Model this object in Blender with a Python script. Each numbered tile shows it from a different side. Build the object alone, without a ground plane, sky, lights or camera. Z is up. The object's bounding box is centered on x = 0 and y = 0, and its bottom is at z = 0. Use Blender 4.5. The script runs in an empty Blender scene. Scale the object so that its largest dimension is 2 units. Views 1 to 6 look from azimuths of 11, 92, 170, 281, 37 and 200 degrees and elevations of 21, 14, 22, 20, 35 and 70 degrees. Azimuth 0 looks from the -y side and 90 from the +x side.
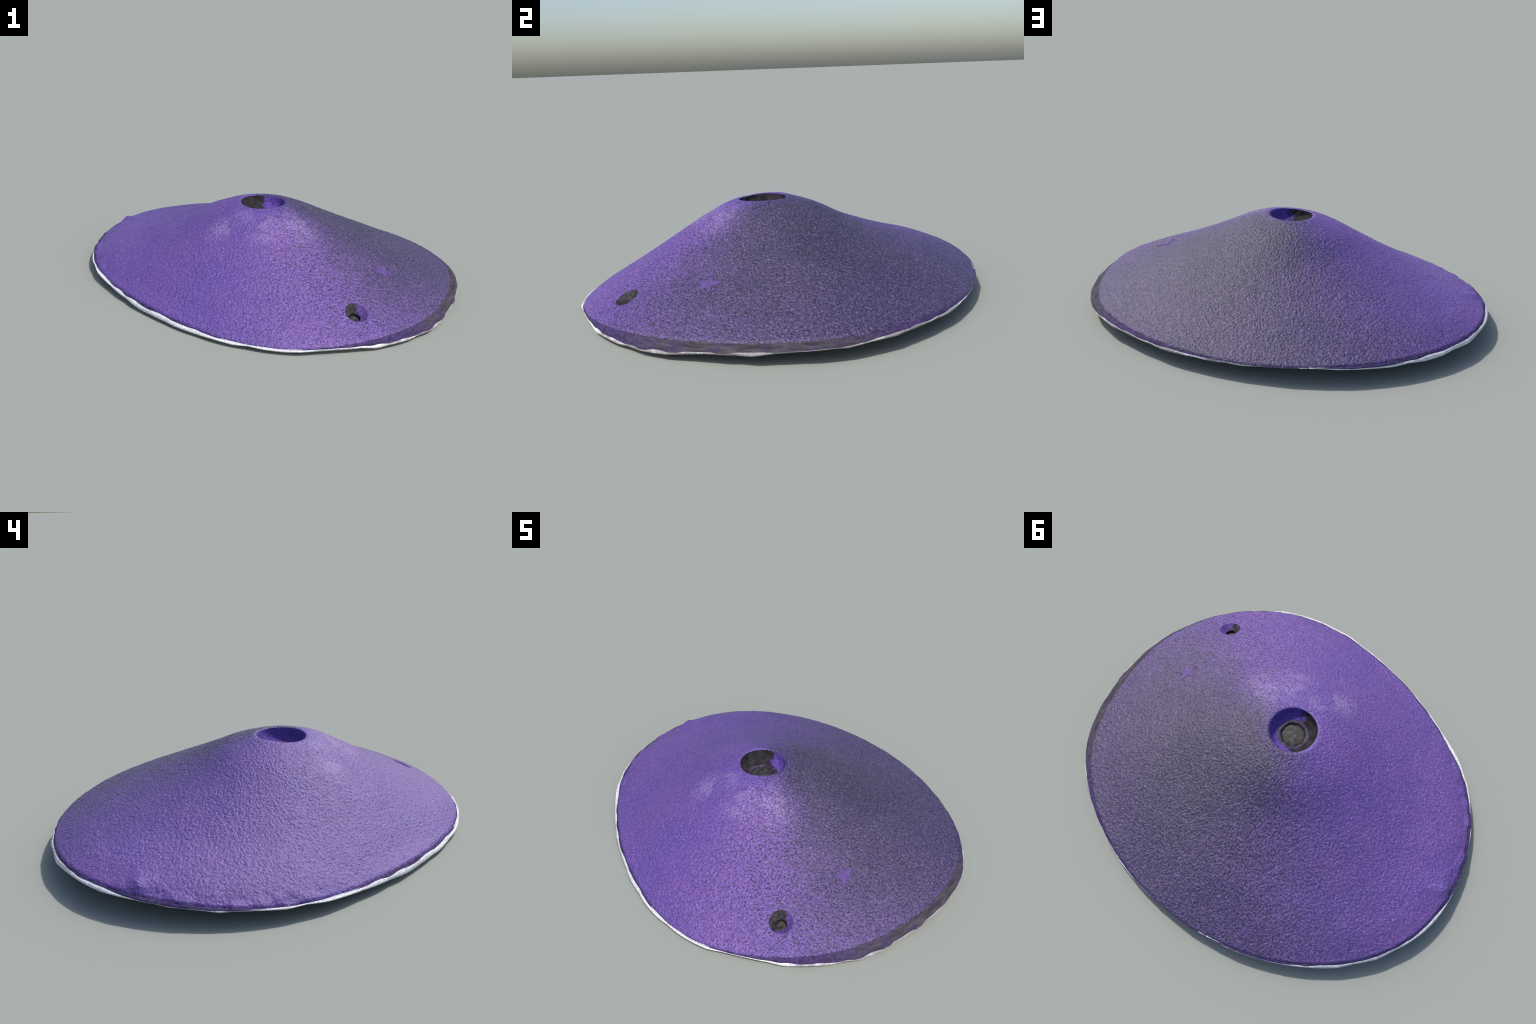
"""Purple climbing-wall hold: a tilted volcano-shaped dome with a bolt recess at
the top, a screw recess and a small raised star on its flank, a worn edge and a
thin pale backing rim."""
import bpy, math
import numpy as np

rng = np.random.default_rng(11)
TAU = 2 * math.pi

# ------------------------------------------------------------------ helpers --
def periodic(values, theta):
    """Smooth closed curve through equally spaced control values."""
    v = np.asarray(values, float)
    n = len(v)
    x = (np.asarray(theta) / TAU * n) % n
    i = np.floor(x).astype(int)
    t = x - i
    p0, p1, p2, p3 = v[(i - 1) % n], v[i % n], v[(i + 1) % n], v[(i + 2) % n]
    return p1 + 0.5 * t * (p2 - p0 + t * (2 * p0 - 5 * p1 + 4 * p2 - p3 + t * (3 * (p1 - p2) + p3 - p0)))

def hermite(x, y, xq):
    """Cubic through the profile stations x (rows of y), evaluated at xq."""
    m = np.gradient(y, x, axis=0)
    j = np.clip(np.searchsorted(x, xq) - 1, 0, len(x) - 2)
    h = (x[j + 1] - x[j])[:, None]
    t = ((xq - x[j]) / (x[j + 1] - x[j]))[:, None]
    return ((2*t**3 - 3*t**2 + 1) * y[j] + (t**3 - 2*t**2 + t) * h * m[j]
            + (-2*t**3 + 3*t**2) * y[j + 1] + (t**3 - t**2) * h * m[j + 1])

def lattice_noise(p, scale, seed=0):
    """Value noise in -1..1 at points p (n,3)."""
    q = p * scale + 71.3
    i = np.floor(q).astype(np.int64)
    f = q - i
    f = f * f * f * (f * (6 * f - 15) + 10)
    def rnd(a, b, c):
        h = (a * 374761393 + b * 668265263 + c * 2147483647 + seed * 974634721) & 0xFFFFFFFF
        h = ((h ^ (h >> 13)) * 1274126177) & 0xFFFFFFFF
        h = ((h ^ (h >> 16)) * 2246822519) & 0xFFFFFFFF
        h = h ^ (h >> 15)
        return (h & 0xFFFFFF) / float(0xFFFFFF) * 2 - 1
    x, y, z = i.T
    fx, fy, fz = f.T
    out = 0
    for dx in (0, 1):
        for dy in (0, 1):
            for dz in (0, 1):
                w = (fx if dx else 1 - fx) * (fy if dy else 1 - fy) * (fz if dz else 1 - fz)
                out = out + w * rnd(x + dx, y + dy, z + dz)
    return out

def smooth01(x, a, b):
    t = np.clip((x - a) / (b - a), 0, 1)
    return t * t * (3 - 2 * t)

def new_mesh(name, verts, faces, material, parent=None, smooth=True):
    me = bpy.data.meshes.new(name)
    me.from_pydata([tuple(v) for v in np.asarray(verts).tolist()], [], faces)
    me.materials.append(material)
    me.polygons.foreach_set("use_smooth", [smooth] * len(me.polygons))
    me.update()
    ob = bpy.data.objects.new(name, me)
    bpy.context.scene.collection.objects.link(ob)
    if parent:
        ob.parent = parent
    return ob

def loft_faces(rows, n, start=0, closed=True):
    r = np.arange(rows - 1)[:, None] * n
    c = np.arange(n if closed else n - 1)[None, :]
    d = (c + 1) % n
    f = np.stack([r + c, r + n + c, r + n + d, r + d], -1).reshape(-1, 4) + start
    return f

def loft(name, rings, material, parent, cap_last=False, cap_first=False, smooth=True):
    """Closed rings (rows,n,3) skinned into a tube; optional end caps."""
    rings = np.asarray(rings)
    rows, n, _ = rings.shape
    v = rings.reshape(-1, 3)
    f = loft_faces(rows, n).tolist()
    if cap_last:
        f.append([(rows - 1) * n + k for k in range(n)])
    if cap_first:
        f.append([k for k in range(n)][::-1])
    return new_mesh(name, v, f, material, parent, smooth)

# ---------------------------------------------------------------- materials --
class Nodes:
    def __init__(self, name):
        self.mat = bpy.data.materials.new(name)
        self.mat.use_nodes = True
        self.t = self.mat.node_tree
        self.bsdf = self.t.nodes["Principled BSDF"]
        self.coord = self.t.nodes.new("ShaderNodeTexCoord").outputs["Object"]
    def link(self, a, b):
        self.t.links.new(a, b)
    def _set(self, socket, v):
        if isinstance(v, bpy.types.NodeSocket):
            self.link(v, socket)
        elif v is not None:
            socket.default_value = v
    def math(self, op, a, b=None, c=None, clamp=False):
        n = self.t.nodes.new("ShaderNodeMath")
        n.operation = op
        n.use_clamp = clamp
        for s, v in zip(n.inputs, (a, b, c)):
            self._set(s, v)
        return n.outputs[0]
    def noise(self, scale, detail=2.0, rough=0.5, vec=None, distort=0.0):
        n = self.t.nodes.new("ShaderNodeTexNoise")
        self._set(n.inputs["Vector"], vec or self.coord)
        n.inputs["Scale"].default_value = scale
        n.inputs["Detail"].default_value = detail
        n.inputs["Roughness"].default_value = rough
        n.inputs["Distortion"].default_value = distort
        return n.outputs["Fac"]
    def voronoi(self, scale, vec=None):
        n = self.t.nodes.new("ShaderNodeTexVoronoi")
        self._set(n.inputs["Vector"], vec or self.coord)
        n.inputs["Scale"].default_value = scale
        return n.outputs["Distance"]
    def remap(self, v, a, b, c=0.0, d=1.0, kind="SMOOTHSTEP"):
        n = self.t.nodes.new("ShaderNodeMapRange")
        n.interpolation_type = kind
        for k, x in zip(("Value", "From Min", "From Max", "To Min", "To Max"), (v, a, b, c, d)):
            self._set(n.inputs[k], x)
        return n.outputs[0]
    def mix(self, fac, a, b, blend="MIX"):
        n = self.t.nodes.new("ShaderNodeMix")
        n.data_type = "RGBA"
        n.blend_type = blend
        self._set(n.inputs["Factor"], fac)
        for s, v in ((n.inputs[6], a), (n.inputs[7], b)):
            self._set(s, v if isinstance(v, bpy.types.NodeSocket) else (*v, 1.0))
        return n.outputs[2]
    def xyz(self):
        n = self.t.nodes.new("ShaderNodeSeparateXYZ")
        self.link(self.coord, n.inputs[0])
        return n.outputs
    def bump(self, height, strength, dist):
        n = self.t.nodes.new("ShaderNodeBump")
        n.inputs["Strength"].default_value = strength
        n.inputs["Distance"].default_value = dist
        self.link(height, n.inputs["Height"])
        self.link(n.outputs[0], self.bsdf.inputs["Normal"])
    def finish(self, colour, rough=0.8, spec=0.3, metallic=0.0):
        self._set(self.bsdf.inputs["Base Color"], colour if isinstance(colour, bpy.types.NodeSocket) else (*colour, 1.0))
        self._set(self.bsdf.inputs["Roughness"], rough)
        self.bsdf.inputs["Specular IOR Level"].default_value = spec
        self.bsdf.inputs["Metallic"].default_value = metallic
        return self.mat

def srgb(r, g, b):
    f = lambda c: c / 12.92 if c <= 0.04045 else ((c + 0.055) / 1.055) ** 2.4
    return tuple(f(x / 255) for x in (r, g, b))

APEX = (-0.031, -0.085)

def body_material():
    m = Nodes("purple_gritty_resin")
    x, y, z = m.xyz()
    dx = m.math("SUBTRACT", x, APEX[0])
    dy = m.math("SUBTRACT", y, APEX[1])
    rad = m.math("SQRT", m.math("ADD", m.math("MULTIPLY", dx, dx), m.math("MULTIPLY", dy, dy)))
    ang = m.math("ARCTAN2", dy, dx)
    wob = m.noise(2.2, 3.0, 0.55)
    angw = m.math("ADD", ang, m.math("MULTIPLY", m.math("SUBTRACT", wob, 0.5), 0.9))
    def sector(centre, lo, hi):
        c = m.math("COSINE", m.math("SUBTRACT", angw, math.radians(centre)))
        return m.remap(c, lo, hi)
    # duller, greyer sector of the flank
    dull = sector(52, -0.40, 0.85)
    worn = sector(36, 0.12, 1.0)
    worn = m.math("MULTIPLY", worn, m.remap(rad, 1.05, 0.45, 0.7, 1.0))
    worn = m.math("MULTIPLY", worn, m.remap(rad, 0.11, 0.20, 0.4, 1.0))
    # coarse open grit on the greyer half, filled smooth paint on the other
    coarse = sector(24, -0.45, 0.35)
    # paint tone: broad patches between violet and blue violet
    patch = m.noise(3.1, 3.0, 0.6)
    violet = m.mix(m.remap(patch, 0.35, 0.65), srgb(97, 69, 146), srgb(109, 75, 148))
    # speckle of the grit
    grit = m.noise(112, 2.0, 0.55)
    fine = m.noise(260, 2.0, 0.6)
    hue = m.noise(60, 2.0, 0.5)
    speck = m.math("ADD", m.math("MULTIPLY", grit, 0.65), m.math("MULTIPLY", fine, 0.35))
    violet = m.mix(m.remap(hue, 0.40, 0.62, 0.0, 0.35), violet, srgb(88, 73, 144))
    violet = m.mix(m.remap(speck, 0.52, 0.70, 0.0, 0.65), violet, srgb(148, 117, 190))
    violet = m.mix(m.math("MULTIPLY", dull, 0.75), violet, m.mix(m.remap(speck, 0.50, 0.68), srgb(68, 53, 104), srgb(108, 88, 146)))
    grey = m.mix(m.remap(patch, 0.3, 0.7), srgb(56, 49, 74), srgb(68, 60, 85))
    grey = m.mix(m.remap(hue, 0.42, 0.62, 0.0, 0.4), grey, srgb(66, 54, 90))
    grey = m.mix(m.remap(speck, 0.52, 0.68, 0.0, 0.7), grey, srgb(122, 113, 130))
    col = m.mix(m.math("MULTIPLY", worn, 0.9), violet, grey)
    # dark colour in the pits between grains
    pit = m.remap(speck, 0.50, 0.41)
    pit_amount = m.math("ADD", 0.40, m.math("MULTIPLY", coarse, 0.44))
    pit_colour = m.mix(coarse, srgb(56, 40, 96), srgb(30, 28, 38))
    col = m.mix(m.math("MULTIPLY", pit, pit_amount), col, pit_colour)
    # pale lilac patches on the shoulder below the summit
    cloud = m.noise(16.0, 4.0, 0.7)
    patch_mask = None
    for cx, cy, rr in ((0.035, -0.34, 0.13), (-0.19, -0.32, 0.11), (-0.10, -0.27, 0.08), (0.17, -0.27, 0.16)):
        ex = m.math("SUBTRACT", x, cx)
        ey = m.math("SUBTRACT", y, cy)
        d = m.math("SQRT", m.math("ADD", m.math("MULTIPLY", ex, ex), m.math("MULTIPLY", ey, ey)))
        w = m.remap(d, rr, rr * 0.15)
        patch_mask = w if patch_mask is None else m.math("MAXIMUM", patch_mask, w)
    pale_mottle = m.math("MULTIPLY", patch_mask, m.remap(cloud, 0.30, 0.66))
    pale_mottle = m.math("MULTIPLY", pale_mottle, m.remap(speck, 0.42, 0.56, 0.35, 1.0))
    col = m.mix(m.math("MULTIPLY", pale_mottle, 0.36), col, srgb(176, 156, 196))
    m.bump(speck, 0.75, 0.008)
    return m.finish(col, 0.46, 0.5)

def wall_material():
    """Cut edge of the hold: violet overspray on bare greyish brown resin."""
    m = Nodes("worn_edge_resin")
    x, y, z = m.xyz()
    ang = m.math("ARCTAN2", y, x)
    streak_vec = m.t.nodes.new("ShaderNodeMapping")
    streak_vec.inputs["Scale"].default_value = (6, 6, 60)
    m.link(m.coord, streak_vec.inputs[0])
    streak = m.noise(2.5, 4.0, 0.6, streak_vec.outputs[0])
    bare = m.mix(m.remap(streak, 0.35, 0.65), srgb(50, 46, 55), srgb(78, 73, 78))  # wall colours, bare and paint, darkened to cut the sunlight on its outward slant
    paint = m.mix(m.remap(m.noise(60, 3.0), 0.35, 0.65), srgb(50, 39, 74), srgb(70, 54, 104))
    side = m.remap(m.math("COSINE", m.math("SUBTRACT", ang, math.radians(-6))), 0.80, 0.99)
    fac = m.math("MULTIPLY", side, m.remap(m.noise(14, 3.0), 0.3, 0.6, 0.6, 1.0))
    m.bump(streak, 0.5, 0.01)
    return m.finish(m.mix(fac, paint, bare), 0.8, 0.25)

def recess_material():
    """Recess wall: violet on one half, dark grey on the other."""
    m = Nodes("recess_resin")
    x, y, z = m.xyz()
    wob = m.noise(45, 3.0, 0.6)
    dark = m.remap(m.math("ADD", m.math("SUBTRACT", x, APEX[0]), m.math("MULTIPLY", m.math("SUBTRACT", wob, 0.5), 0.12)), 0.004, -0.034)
    speck = m.noise(170, 3.0, 0.6)
    violet = m.mix(m.remap(speck, 0.35, 0.65), srgb(70, 52, 130), srgb(112, 82, 172))
    dark_grey = m.mix(m.remap(m.noise(30, 3.0), 0.35, 0.7), srgb(24, 23, 30), srgb(46, 44, 47))
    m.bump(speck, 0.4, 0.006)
    return m.finish(m.mix(dark, violet, dark_grey), 0.8, 0.25)

def small_recess_material():
    m = Nodes("screw_recess_resin")
    x, y, z = m.xyz()
    wob = m.noise(60, 3.0, 0.6)
    dark = m.remap(m.math("ADD", m.math("SUBTRACT", x, 0.522), m.math("MULTIPLY", m.math("SUBTRACT", wob, 0.5), 0.03)), 0.022, -0.022)
    violet = m.mix(m.remap(wob, 0.35, 0.65), srgb(84, 64, 128), srgb(108, 82, 152))
    dark_grey = m.mix(m.remap(wob, 0.35, 0.7), srgb(34, 32, 38), srgb(70, 66, 72))
    return m.finish(m.mix(dark, violet, dark_grey), 0.75, 0.3)

def plain_material(name, dark, light, scale, rough, metallic=0.0, spec=0.3):
    m = Nodes(name)
    n = m.noise(scale, 3.0, 0.6)
    m.bump(n, 0.35, 0.004)
    return m.finish(m.mix(m.remap(n, 0.35, 0.65), dark, light), rough, spec, metallic)

def rim_material():
    """Pale woven backing: off-white, smudged grey brown where the hold was handled."""
    m = Nodes("pale_backing_board")
    x, y, z = m.xyz()
    ang = m.math("ARCTAN2", y, x)
    fine = m.noise(140, 2.0, 0.5)
    smudge = m.noise(9, 4.0, 0.65)
    side = m.remap(m.math("COSINE", m.math("SUBTRACT", ang, math.radians(8))), 0.1, 0.9, -0.12, 0.16)
    soil = m.remap(m.math("ADD", smudge, side), 0.50, 0.68)
    pale = m.mix(m.remap(fine, 0.35, 0.65), srgb(190, 190, 194), srgb(232, 232, 234))
    col = m.mix(m.math("MULTIPLY", soil, 0.75), pale, srgb(112, 104, 106))
    m.bump(fine, 0.5, 0.004)
    return m.finish(col, 0.75, 0.3)

MAT_BODY = body_material()
MAT_WALL = wall_material()
MAT_RECESS = recess_material()
MAT_SCREW_RECESS = small_recess_material()
MAT_RIM = rim_material()
MAT_BACK = plain_material("raw_back_resin", srgb(120, 114, 116), srgb(160, 154, 154), 20, 0.9)
MAT_WASHER = plain_material("stained_steel", srgb(46, 36, 64), srgb(78, 65, 80), 50, 0.6, 0.1)
MAT_BOLT = plain_material("dark_steel", srgb(44, 44, 45), srgb(74, 74, 72), 45, 0.6, 0.2)
MAT_BORE = plain_material("black_bore", srgb(26, 26, 28), srgb(46, 46, 48), 50, 0.8)
MAT_STAR = plain_material("smooth_violet_resin", srgb(82, 63, 116), srgb(94, 71, 130), 30, 0.6)

# -------------------------------------------------------- shape of the hold --
# outline every 15 degrees, counted from +x towards +y
LIP_R = [0.957, 0.958, 0.931, 0.901, 0.884, 0.883, 0.893, 0.922, 0.963, 1.006, 1.023, 1.005,
         0.972, 0.924, 0.862, 0.823, 0.815, 0.83, 0.875, 0.921, 0.946, 0.962, 0.965, 0.956]
LIP_Z = [0.081, 0.087, 0.089, 0.086, 0.082, 0.083, 0.088, 0.094, 0.099, 0.103, 0.104, 0.095,
         0.078, 0.06, 0.051, 0.052, 0.05, 0.04, 0.03, 0.031, 0.045, 0.062, 0.072, 0.076]
RIM_R = [1.001, 0.992, 0.953, 0.912, 0.891, 0.876, 0.897, 0.932, 0.977, 1.025, 1.042, 1.022,
         0.984, 0.944, 0.883, 0.843, 0.835, 0.849, 0.893, 0.934, 0.952, 0.98, 1.0, 0.996]
RIM_Z = [0.052, 0.059, 0.066, 0.063, 0.068, 0.069, 0.079, 0.073, 0.074, 0.079, 0.082, 0.076,
         0.063, 0.054, 0.039, 0.026, 0.016, 0.013, 0.018, 0.02, 0.022, 0.017, 0.021, 0.041]
# share of the edge height taken by the pale backing board
PALE = [0.15, 0.15, 0.4, 0.6, 0.7, 0.7, 0.4, 0.3, 0.8, 1.0, 1.0, 0.05,
        0.05, 0.6, 0.9, 0.9, 0.9, 0.9, 0.9, 0.8, 0.5, 0.25, 0.15, 0.15]
# dome height at stations from summit (0.12) to lip (1.0), every 30 degrees
SUMMIT_Z = 0.432
STATION = np.array([0.12, 0.25, 0.4, 0.55, 0.7, 0.82, 0.92, 1.0])
DOME = [
    [0.392, 0.392, 0.396, 0.395, 0.387, 0.383, 0.389, 0.398, 0.399, 0.395, 0.395, 0.395],
    [0.33, 0.331, 0.332, 0.324, 0.313, 0.312, 0.318, 0.329, 0.335, 0.327, 0.323, 0.324],
    [0.266, 0.266, 0.268, 0.262, 0.255, 0.25, 0.248, 0.255, 0.264, 0.252, 0.248, 0.255],
    [0.206, 0.206, 0.207, 0.207, 0.204, 0.194, 0.186, 0.182, 0.188, 0.178, 0.18, 0.193],
    [0.157, 0.157, 0.157, 0.163, 0.165, 0.16, 0.148, 0.13, 0.128, 0.122, 0.128, 0.149],
    [0.117, 0.115, 0.114, 0.122, 0.131, 0.133, 0.113, 0.087, 0.078, 0.075, 0.083, 0.107],
]
HOLE_R = 0.112
SCREW = np.array([0.519, -0.636])
SCREW_R = 0.053
STAR = np.array([0.611, -0.288])
STAR_R = 0.058

def dome_height(theta, s):
    """Rows: s values, columns: headings theta."""
    rows = [np.full(len(theta), SUMMIT_Z)]
    rows += [periodic(k, theta) for k in DOME]
    rows += [periodic(LIP_Z, theta)]
    return hermite(STATION, np.array(rows), np.clip(s, 0.12, 1.0))

def grit_relief(p):
    g = lattice_noise(p, 130, 1) * 0.0014 + lattice_noise(p, 230, 2) * 0.0008
    return g + lattice_noise(p, 14, 3) * 0.0010

hold = bpy.data.objects.new("climbing_hold", None)
bpy.context.scene.collection.objects.link(hold)
hold["label"] = "purple gritty volcano-shaped climbing hold with bolt recess"
hold["category"] = "climbing hold"

# ---- body: dome from the recess mouth to the rounded lip
NT, NS = 1800, 300
theta = np.arange(NT) * TAU / NT
lip_r, lip_z = periodic(LIP_R, theta), periodic(LIP_Z, theta)
rim_r, rim_z = periodic(RIM_R, theta), periodic(RIM_Z, theta)
lx, ly = lip_r * np.cos(theta), lip_r * np.sin(theta)
dist = np.hypot(lx - APEX[0], ly - APEX[1])
u = np.linspace(0, 1, NS)
s_first = HOLE_R / dist                             # per heading
s_grid = s_first[None, :] * (1 - u[:, None]) + u[:, None]
s_table = np.linspace(0.05, 1, 500)
z_table = dome_height(theta, s_table)
fi = (s_grid - 0.05) / 0.95 * 499
i0 = np.clip(np.floor(fi).astype(int), 0, 498)
ft = fi - i0
cols = np.arange(NT)[None, :]
zg = z_table[i0, cols] * (1 - ft) + z_table[i0 + 1, cols] * ft
xg = APEX[0] + s_grid * (lx - APEX[0])
yg = APEX[1] + s_grid * (ly - APEX[1])
# rounded shoulder into the lip and into the recess mouth
edge = (1 - s_grid) * dist[None, :]
R_LIP = 0.009
zg = zg - np.where(edge < R_LIP, R_LIP - np.sqrt(np.maximum(R_LIP**2 - (R_LIP - edge)**2, 0)), 0) * 0.7
mouth = (s_grid * dist[None, :]) - HOLE_R
zg = zg - 0.006 * np.clip(1 - mouth / 0.02, 0, 1) ** 2
P = np.stack([xg, yg, zg], -1)

def surface_at(xy):
    d = (P[..., 0] - xy[0])**2 + (P[..., 1] - xy[1])**2
    k = np.unravel_index(d.argmin(), d.shape)
    near = d < 0.03**2
    A = np.c_[P[near][:, :2] - xy, np.ones(near.sum())]
    c = np.linalg.lstsq(A, P[near][:, 2], rcond=None)[0]
    n = np.array([-c[0], -c[1], 1.0])
    return c[2], n / np.linalg.norm(n)

star_z, star_n = surface_at(STAR)
screw_z, screw_n = surface_at(SCREW)

# normals of the smooth dome, then the grit along them
du = np.gradient(P, axis=0)
dv = np.roll(P, -1, 1) - np.roll(P, 1, 1)
nrm = np.cross(du, dv)
nrm /= np.linalg.norm(nrm, axis=-1, keepdims=True) + 1e-12
nrm *= np.sign(nrm[..., 2:3] + 1e-9)
amp = grit_relief(P.reshape(-1, 3)).reshape(NS, NT)
calm = smooth01(mouth, 0.0, 0.012)
star_d = np.hypot(P[..., 0] - STAR[0], P[..., 1] - STAR[1])
screw_d = np.hypot(P[..., 0] - SCREW[0], P[..., 1] - SCREW[1])
star_e1 = np.cross([0, 1, 0], star_n); star_e1 /= np.linalg.norm(star_e1)
star_e2 = np.cross(star_n, star_e1)
off = P - np.array([*STAR, star_z])
fold = np.abs((np.degrees(np.arctan2(off @ star_e2, off @ star_e1)) - 16 + 36) % 72 - 36)
star_edge = STAR_R * (1 - 0.58 * np.clip(fold / 36, 0, 1) ** 0.6)
calm = calm * (1 - 0.9 * (star_d < star_edge * 1.02))
calm = calm * smooth01(screw_d, SCREW_R, SCREW_R + 0.012)
# chipped, lumpy lip on the -x side, a drip of resin stands up there
heading = (np.degrees(np.arctan2(P[..., 1], P[..., 0])) + 360) % 360
chip_zone = smooth01(heading, 150, 165) * (1 - smooth01(heading, 196, 215)) * smooth01(edge, 0.07, 0.0)
chip = lattice_noise(P.reshape(-1, 3), 22, 5).reshape(NS, NT)
lump = 0.012 * np.exp(-((P[..., 0] + 0.925)**2 + (P[..., 1] - 0.315)**2) / (2 * 0.020**2))
lump += 0.008 * np.exp(-((P[..., 0] + 0.90)**2 + (P[..., 1] - 0.30)**2) / (2 * 0.04**2))
amp = amp * calm + lump + chip_zone * chip * 0.007
P = P + nrm * amp[..., None]

# ---- screw recess opening: drop the faces inside, pull the border to a circle
V = P.reshape(-1, 3)
F = loft_faces(NS, NT)
centre2 = np.array([*SCREW, screw_z])
axis2 = screw_n + np.array([0, 0, 0.3]); axis2 /= np.linalg.norm(axis2)
f1 = np.cross([0, 1, 0], axis2); f1 /= np.linalg.norm(f1)
f2 = np.cross(axis2, f1)
flat = V - centre2
pa, pb = flat @ f1, flat @ f2
inside = (np.hypot(pa, pb) < SCREW_R) & (np.abs(flat @ axis2) < 0.08)
keep = ~inside[F].any(1)
used_border = np.zeros(len(V), bool)
used_border[np.unique(F[~keep])] = True
Fk = F[keep]
kept_v = np.zeros(len(V), bool)
kept_v[Fk.ravel()] = True
border = np.where(used_border & kept_v)[0]
ba = np.arctan2(pb[border], pa[border])
order = np.argsort(ba)
border, ba = border[order], ba[order]
level2 = (V[border] - centre2) @ axis2
# even out the rim height with the first harmonics of the ring
H2 = np.c_[np.ones(len(ba)), np.cos(ba), np.sin(ba), np.cos(2 * ba), np.sin(2 * ba)]
level2 = H2 @ np.linalg.lstsq(H2, level2, rcond=None)[0]
V[border] = centre2 + SCREW_R * (np.cos(ba)[:, None] * f1 + np.sin(ba)[:, None] * f2) + axis2 * (level2 - 0.0008)[:, None]
new_index = np.cumsum(kept_v) - 1
lip_ring = V[(NS - 1) * NT:].copy()
mouth_ring = V[:NT].copy()
new_mesh("body", V[kept_v], new_index[Fk].tolist(), MAT_BODY, hold)

# ---- edge wall from the lip down to the backing board, then the pale rim
pale = np.clip(periodic(PALE, theta), 0.05, 0.95)
rough_edge = lattice_noise(np.c_[np.cos(theta), np.sin(theta), np.zeros(NT)], 16, 8)
share = np.clip(0.70 * pale + 0.16 * rough_edge, 0.04, 0.85)
mid_z = rim_z + (lip_ring[:, 2] - rim_z) * share + 0.002
mid_r = rim_r * (1 - share) + np.hypot(lip_ring[:, 0], lip_ring[:, 1]) * share + 0.001
cs, sn = np.cos(theta), np.sin(theta)
lip_rr = np.hypot(lip_ring[:, 0], lip_ring[:, 1])
wall_rows = [lip_ring]
for t in np.linspace(0.12, 1, 10):
    r = lip_rr * (1 - t) + mid_r * t + 0.006 * math.sin(math.pi * t) * (1 - pale)
    zz = lip_ring[:, 2] * (1 - t) + mid_z * t
    q = np.stack([r * cs, r * sn, zz], -1)
    w = lattice_noise(q * np.array([1, 1, 3]), 26, 9) * 0.003 * math.sin(math.pi * min(t * 1.2, 1))
    wall_rows.append(q + np.stack([cs * w, sn * w, 0 * w], -1))
loft("edge_wall", wall_rows, MAT_WALL, hold)

# pale rim: a hand-cut board edge made of short straight runs
NB = 72
tb = np.arange(NB) * TAU / NB + rng.uniform(-0.02, 0.02, NB)
rb = periodic(RIM_R, tb) + rng.uniform(-0.006, 0.005, NB)
zb = periodic(RIM_Z, tb) + rng.uniform(-0.004, 0.004, NB)
def straight(vals):
    return np.interp(theta, np.r_[tb[-1] - TAU, tb, tb[0] + TAU], np.r_[vals[-1], vals, vals[0]])
br, bz = straight(rb), straight(zb)
low = wall_rows[-1]
low_r = np.hypot(low[:, 0], low[:, 1])
def ring_at(r, z):
    return np.stack([r * cs, r * sn, np.maximum(z, 0.0)], -1)
rim_rows = [ring_at(low_r - 0.004, low[:, 2] + 0.001), ring_at(low_r + 0.002, low[:, 2] - 0.001),
            ring_at(low_r * 0.5 + br * 0.5 + 0.002, low[:, 2] * 0.5 + bz * 0.5 + 0.001),
            ring_at(br, bz), ring_at(br - 0.004, bz - 0.004), ring_at(br - 0.03, bz - 0.003)]
loft("backing_rim", rim_rows, MAT_RIM, hold)

# underside: the flat back that faces the wall
back_rows = [ring_at(br - 0.029, bz - 0.0025)]
base_plane = np.c_[br * cs, br * sn, np.ones(NT)]
pc = np.linalg.lstsq(base_plane, bz, rcond=None)[0]
for k in (0.85, 0.5, 0.15):
    x, y = br * k * cs, br * k * sn
    back_rows.append(np.stack([x, y, np.maximum(pc[0] * x + pc[1] * y + pc[2] - 0.006, 0.001)], -1))
loft("back_face", back_rows, MAT_BACK, hold, cap_last=True)

# ---- bolt recess at the summit
NR = NT
ra = np.arctan2(mouth_ring[:, 1] - APEX[1], mouth_ring[:, 0] - APEX[0])
def about(centre, r, z, a, drift=(0, 0)):
    return np.stack([centre[0] + drift[0] + r * np.cos(a), centre[1] + drift[1] + r * np.sin(a),
                     z + np.zeros(len(a))], -1)
recess_rows = [mouth_ring]
for t in np.linspace(0.1, 1, 9):
    r = HOLE_R - 0.010 * t - 0.027 * t ** 4
    q = about(APEX, r, mouth_ring[:, 2] * (1 - t) + (SUMMIT_Z - 0.064) * t, ra)
    w = lattice_noise(q, 40, 12) * 0.004 * math.sin(math.pi * min(t + 0.02, 1))
    recess_rows.append(q + np.stack([np.cos(ra) * w, np.sin(ra) * w, 0 * w], -1))
loft("bolt_recess", recess_rows, MAT_RECESS, hold)

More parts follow.
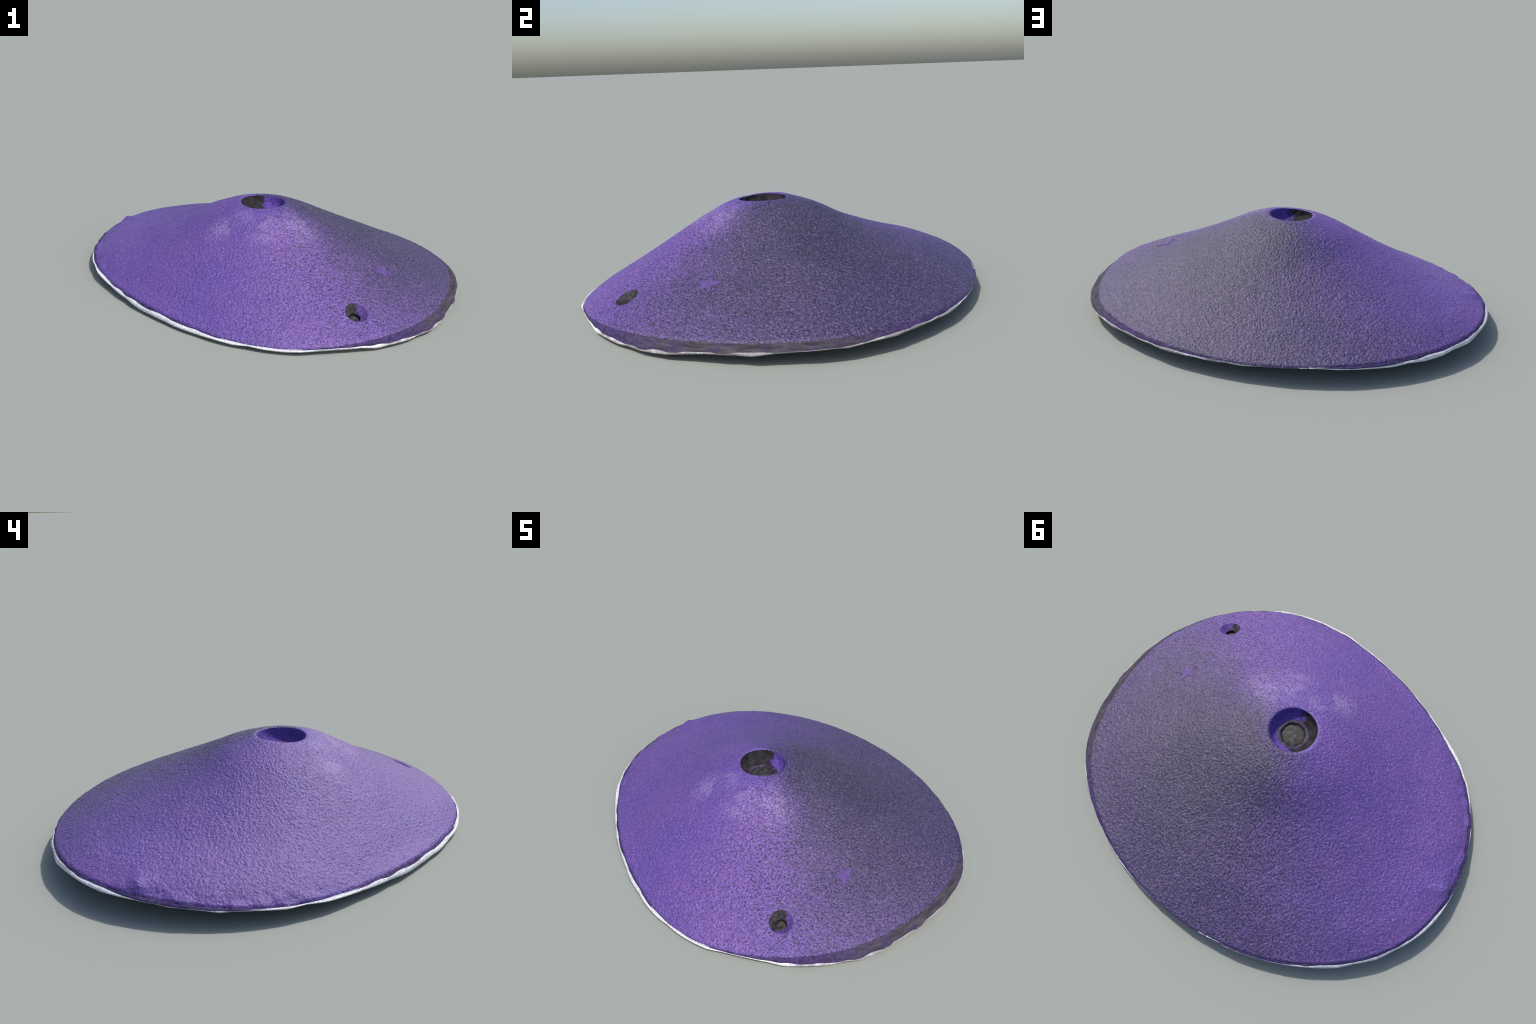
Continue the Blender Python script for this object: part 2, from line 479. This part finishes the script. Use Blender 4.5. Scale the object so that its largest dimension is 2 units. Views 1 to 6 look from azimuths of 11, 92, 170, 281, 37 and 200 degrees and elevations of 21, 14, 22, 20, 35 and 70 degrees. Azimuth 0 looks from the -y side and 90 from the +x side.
NW = 72
wa = np.arange(NW) * TAU / NW
def disc_rows(centre, spec, a=wa, jitter=0.0):
    rows = []
    for r, z in spec:
        j = rng.uniform(-jitter, jitter, len(a)) if jitter else 0
        rows.append(about(centre, r + j, z, a))
    return rows
FLOOR = SUMMIT_Z - 0.065
loft("washer", disc_rows(APEX, [(0.080, FLOOR - 0.004), (0.075, FLOOR + 0.001), (0.064, FLOOR + 0.001),
                                (0.057, FLOOR - 0.002), (0.056, FLOOR - 0.008)], jitter=0.0015), MAT_WASHER, hold)
loft("bolt_bore", disc_rows(APEX, [(0.056, FLOOR - 0.007), (0.055, FLOOR - 0.008), (0.054, FLOOR - 0.012)]), MAT_BORE, hold)
loft("bolt_head", disc_rows(APEX, [(0.055, FLOOR - 0.010), (0.050, FLOOR - 0.006), (0.03, FLOOR - 0.005),
                                   (0.004, FLOOR - 0.006)], jitter=0.001), MAT_BOLT, hold, cap_last=True)

# ---- screw recess on the flank
def sunk(r, depth, a=wa):
    return centre2 - axis2 * depth + r * (np.cos(a)[:, None] * f1 + np.sin(a)[:, None] * f2)
mouth2 = V[border]
rows = [mouth2]
for t in np.linspace(0.1, 1, 8):
    floor = sunk(SCREW_R - 0.027 * t ** 1.1, 0.034, ba)
    level = (mouth2 - centre2) @ axis2
    rows.append(floor + axis2 * ((0.034 + level) * (1 - t))[:, None])
loft("screw_recess", rows, MAT_SCREW_RECESS, hold)
loft("screw_bore", [sunk(0.0265, 0.033), sunk(0.0245, 0.04), sunk(0.0235, 0.068)], MAT_BORE, hold)
loft("screw_head", [sunk(0.0238, 0.050), sunk(0.021, 0.046), sunk(0.010, 0.044), sunk(0.009, 0.050)], MAT_BOLT, hold,
     cap_last=True)

# ---- raised star
e1, e2 = star_e1, star_e2
sa = np.radians(16 + 36 * np.arange(10))
sr = np.where(np.arange(10) % 2 == 0, STAR_R, STAR_R * 0.42)
centre = np.array([*STAR, star_z])
star_rings = []
for lift, shrink in ((-0.006, 1.06), (0.0016, 1.0), (0.0030, 0.90)):
    star_rings.append(centre + star_n * lift + (sr * shrink * np.cos(sa))[:, None] * e1 + (sr * shrink * np.sin(sa))[:, None] * e2)
star_rings.append(centre + star_n * 0.0034 + 0.003 * np.cos(sa)[:, None] * e1 + 0.003 * np.sin(sa)[:, None] * e2)
loft("star_emblem", star_rings, MAT_STAR, hold, cap_last=True, smooth=False)

# ---- consistent outward normals for the closed-looking parts
import bmesh
for ob in [o for o in bpy.data.objects if o.type == "MESH" and o.name not in ("body",)]:
    bm = bmesh.new()
    bm.from_mesh(ob.data)
    bmesh.ops.recalc_face_normals(bm, faces=bm.faces)
    bm.to_mesh(ob.data)
    bm.free()
